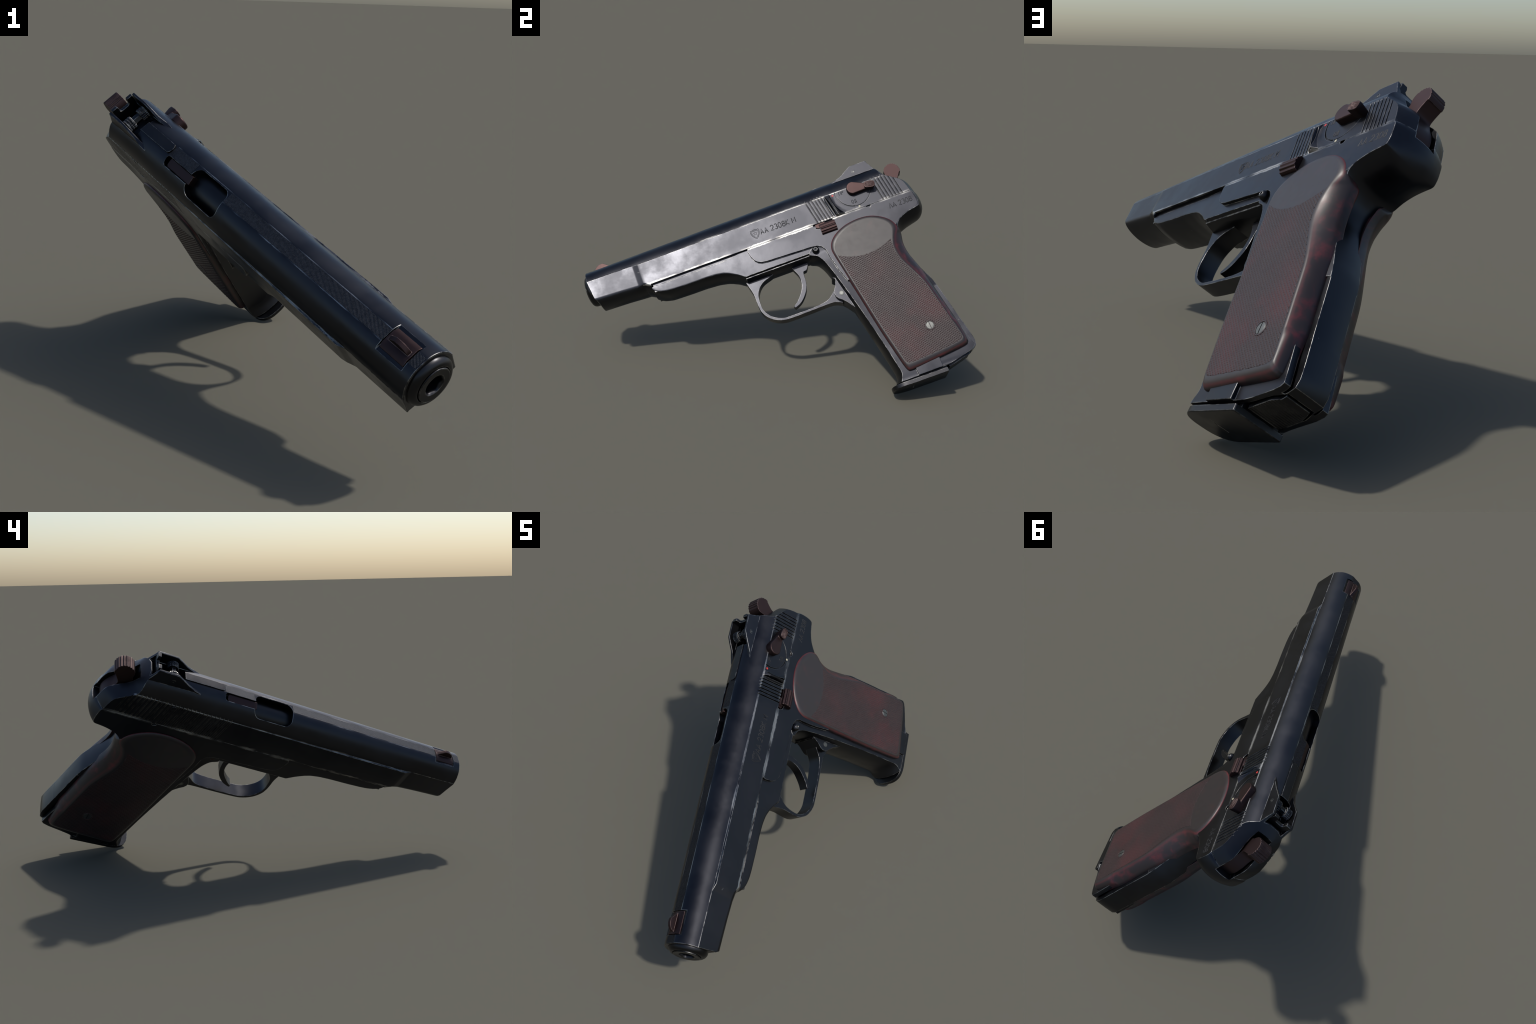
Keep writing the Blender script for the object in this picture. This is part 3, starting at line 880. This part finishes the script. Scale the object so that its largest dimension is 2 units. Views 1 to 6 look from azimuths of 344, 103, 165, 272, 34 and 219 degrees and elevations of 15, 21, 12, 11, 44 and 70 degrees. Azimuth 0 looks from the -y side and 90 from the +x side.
# --------------------------------------------------------------------- grips
# outline on the frame (x, z, y) with the matching edge of the flat face (x, z)
EDGE = [((-1.356, -0.925, .0900), (-1.371, -0.918)), ((-1.318, -0.740, .0905), (-1.332, -0.737)), ((-1.280, -0.520, .0905), (-1.293, -0.517)),
        ((-1.252, -0.360, .0915), (-1.266, -0.357)), ((-1.2415, -0.292, .0960), (-1.256, -0.295)), ((-1.2400, -0.262, .0990), (-1.2590, -0.264)), ((-1.2500, -0.230, .1000), (-1.2710, -0.240)),
        ((-1.273, -0.203, .1005), (-1.292, -0.218)), ((-1.304, -0.182, .1010), (-1.319, -0.200)), ((-1.345, -0.165, .1010), (-1.354, -0.184)), ((-1.390, -0.156, .1010), (-1.396, -0.175)),
        ((-1.435, -0.154, .1010), (-1.436, -0.173)), ((-1.480, -0.160, .1010), (-1.476, -0.178)), ((-1.522, -0.177, .1005), (-1.512, -0.193)), ((-1.556, -0.200, .1000), (-1.540, -0.214)),
        ((-1.580, -0.226, .0980), (-1.557, -0.237)), ((-1.594, -0.252, .0940), (-1.562, -0.262)), ((-1.604, -0.276, .0760), (-1.555, -0.290)), ((-1.605, -0.292, .0640), (-1.545, -0.316)),
        ((-1.596, -0.345, .0580), (-1.5340, -0.352)), ((-1.600, -0.400, .0560), (-1.5340, -0.392)), ((-1.614, -0.450, .0560), (-1.5450, -0.440)), ((-1.635, -0.520, .0560), (-1.5750, -0.505)),
        ((-1.6490, -0.590, .0560), (-1.6090, -0.585)), ((-1.6690, -0.700, .0570), (-1.6340, -0.700)), ((-1.6860, -0.788, .0590), (-1.6520, -0.790)), ((-1.687, -0.806, .0690), (-1.6560, -0.812)),
        ((-1.690, -0.832, .0765), (-1.6610, -0.836)), ((-1.6965, -0.915, .0765), (-1.6730, -0.893)), ((-1.6920, -0.932, .0775), (-1.6690, -0.910)), ((-1.6750, -0.943, .0800), (-1.6500, -0.918)),
        ((-1.590, -0.953, .0840), (-1.5800, -0.926)), ((-1.480, -0.962, .0870), (-1.4800, -0.932)), ((-1.390, -0.969, .0885), (-1.3980, -0.937)), ((-1.368, -0.960, .0890), (-1.3790, -0.932))]
FACE_Y = 0.1112
def build_panel():
    o = [e[0] for e in EDGE]
    i = [e[1] for e in EDGE]
    both = [(*a, *b) for a, b in zip(o, i)]
    loop = spline(both + [both[0]], 4)[:-1]
    rings = [[(p[0], p[2] - 0.025, p[1]) for p in loop]]
    for k in range(7):
        a = math.pi / 2 * k / 6
        s, c = math.sin(a), 1 - math.cos(a)
        ring = []
        for p in loop:
            f = 0.5 * smooth((0.088 - p[2]) / 0.03)      # the band round the back is flatter than the rim
            sf, cf = lerp(s, k / 6, f), lerp(c, k / 6, f)
            ring.append((lerp(p[0], p[3], cf), lerp(p[2], FACE_Y, sf), lerp(p[1], p[4], cf)))
        rings.append(ring)
    return rings_mesh('panel', rings)

ARC = [(-1.2580, -0.3000), (-1.2850, -0.3180), (-1.3150, -0.3320), (-1.3600, -0.3440), (-1.4030, -0.3475), (-1.4400, -0.3455), (-1.4750, -0.3380), (-1.5080, -0.3270), (-1.5380, -0.3130)]
FIELD = list(ARC) + [e[1] for e in EDGE[19:]] + [e[1] for e in EDGE[:4]]
SCREW = (-1.5485, -0.7965)
def inside(px, pz, poly):
    hit = False
    for (ax_, az), (bx, bz) in zip(poly, poly[1:] + poly[:1]):
        if (az > pz) != (bz > pz) and px < (bx - ax_) * (pz - az) / (bz - az) + ax_:
            hit = not hit
    return hit
def edge_distance(px, pz, poly):
    best = 1.0
    for (ax_, az), (bx, bz) in zip(poly, poly[1:] + poly[:1]):
        dx, dz = bx - ax_, bz - az
        t = max(0, min(1, ((px - ax_) * dx + (pz - az) * dz) / (dx * dx + dz * dz)))
        best = min(best, math.hypot(px - ax_ - t * dx, pz - az - t * dz))
    return best
def tri(v):
    v = v - math.floor(v)
    return 1 - abs(2 * v - 1)
def build_field():
    """field of small pyramids cut by two families of lines"""
    poly = [(x, z) for x, z in FIELD]
    step = 0.00235
    pitch = 0.0094
    tilt = math.radians(13)
    d1 = (math.cos(tilt + math.radians(58)), math.sin(tilt + math.radians(58)))
    d2 = (math.cos(tilt - math.radians(58)), math.sin(tilt - math.radians(58)))
    x0, x1 = min(p[0] for p in poly), max(p[0] for p in poly)
    z0, z1 = min(p[1] for p in poly), max(p[1] for p in poly)
    bm = bmesh.new()
    V = {}
    nx, nz = int((x1 - x0) / step) + 2, int((z1 - z0) / step) + 2
    for a in range(nx):
        for b in range(nz):
            x, z = x0 + a * step, z0 + b * step
            if not inside(x, z, poly) or math.hypot(x - SCREW[0], z - SCREW[1]) < 0.023:
                continue
            e = min(1.0, edge_distance(x, z, poly) / 0.004)
            h = min(tri((x * d1[0] + z * d1[1]) / pitch), tri((x * d2[0] + z * d2[1]) / pitch))
            V[a, b] = bm.verts.new((x, FACE_Y - 0.0008 + e * 0.0032 * (h - 0.25) + 0.0010, z))
    for (a, b), v in V.items():
        q = [V.get(k) for k in ((a, b), (a + 1, b), (a + 1, b + 1), (a, b + 1))]
        if all(q):
            bm.faces.new(q)
    ob = mesh_object('field', bm)
    bm = bmesh.new(); bm.from_mesh(ob.data)
    if sum(f.normal.y for f in bm.faces) < 0:
        bmesh.ops.reverse_faces(bm, faces=bm.faces)
    # close the field downwards so that it is a solid pad
    edges = [e for e in bm.edges if e.is_boundary]
    r = bmesh.ops.extrude_edge_only(bm, edges=edges)
    for v in r['geom']:
        if isinstance(v, bmesh.types.BMVert):
            v.co.y = FACE_Y - 0.004
    bm.to_mesh(ob.data); bm.free()
    return ob

panel_l = build_panel()
field_l = build_field()
panel_r = mirrored(panel_l, 'panel')
field_r = mirrored(field_l, 'field')
for ob in (panel_r, field_r):          # the right panel stands slightly prouder
    ob.data.transform(Matrix.Translation((0, -0.0028, 0)))
for pan, fld, s in ((panel_l, field_l, 1), (panel_r, field_r, -1)):
    place(pan, 'grip_panel', GRIP, angle=40)
    place(fld, 'checkered_field', GRIP_FIELD, pan, angle=80, weighted=False)
    y = FACE_Y * s - (0.0028 if s < 0 else 0.0)
    c = (SCREW[0], 0, SCREW[1])
    place(turned('boss', [(0.0250, y - .006 * s), (0.0250, y + .0012 * s), (0.0235, y + .0022 * s), (0.0205, y + .0022 * s), (0.0200, y - .004 * s)], 'y', c, 40, cap=False), 'screw_boss', GRIP, pan)
    sc = turned('screw', [(0.0198, y - .008 * s), (0.0198, y + .0004 * s), (0.0180, y + .0016 * s), (0.0100, y + .0020 * s)], 'y', c, 40)
    cut = box('cut', -0.03, 0.03, y - .0015 * s if s > 0 else y - .01, y + .01 if s > 0 else y + .0015, -0.0021, 0.0021)
    cut.data.transform(Matrix.Translation(Vector(c)) @ Matrix.Rotation(math.radians(-88 * s), 4, 'Y'))
    boolean(sc, cut)
    place(sc, 'grip_screw', BRIGHT, pan)
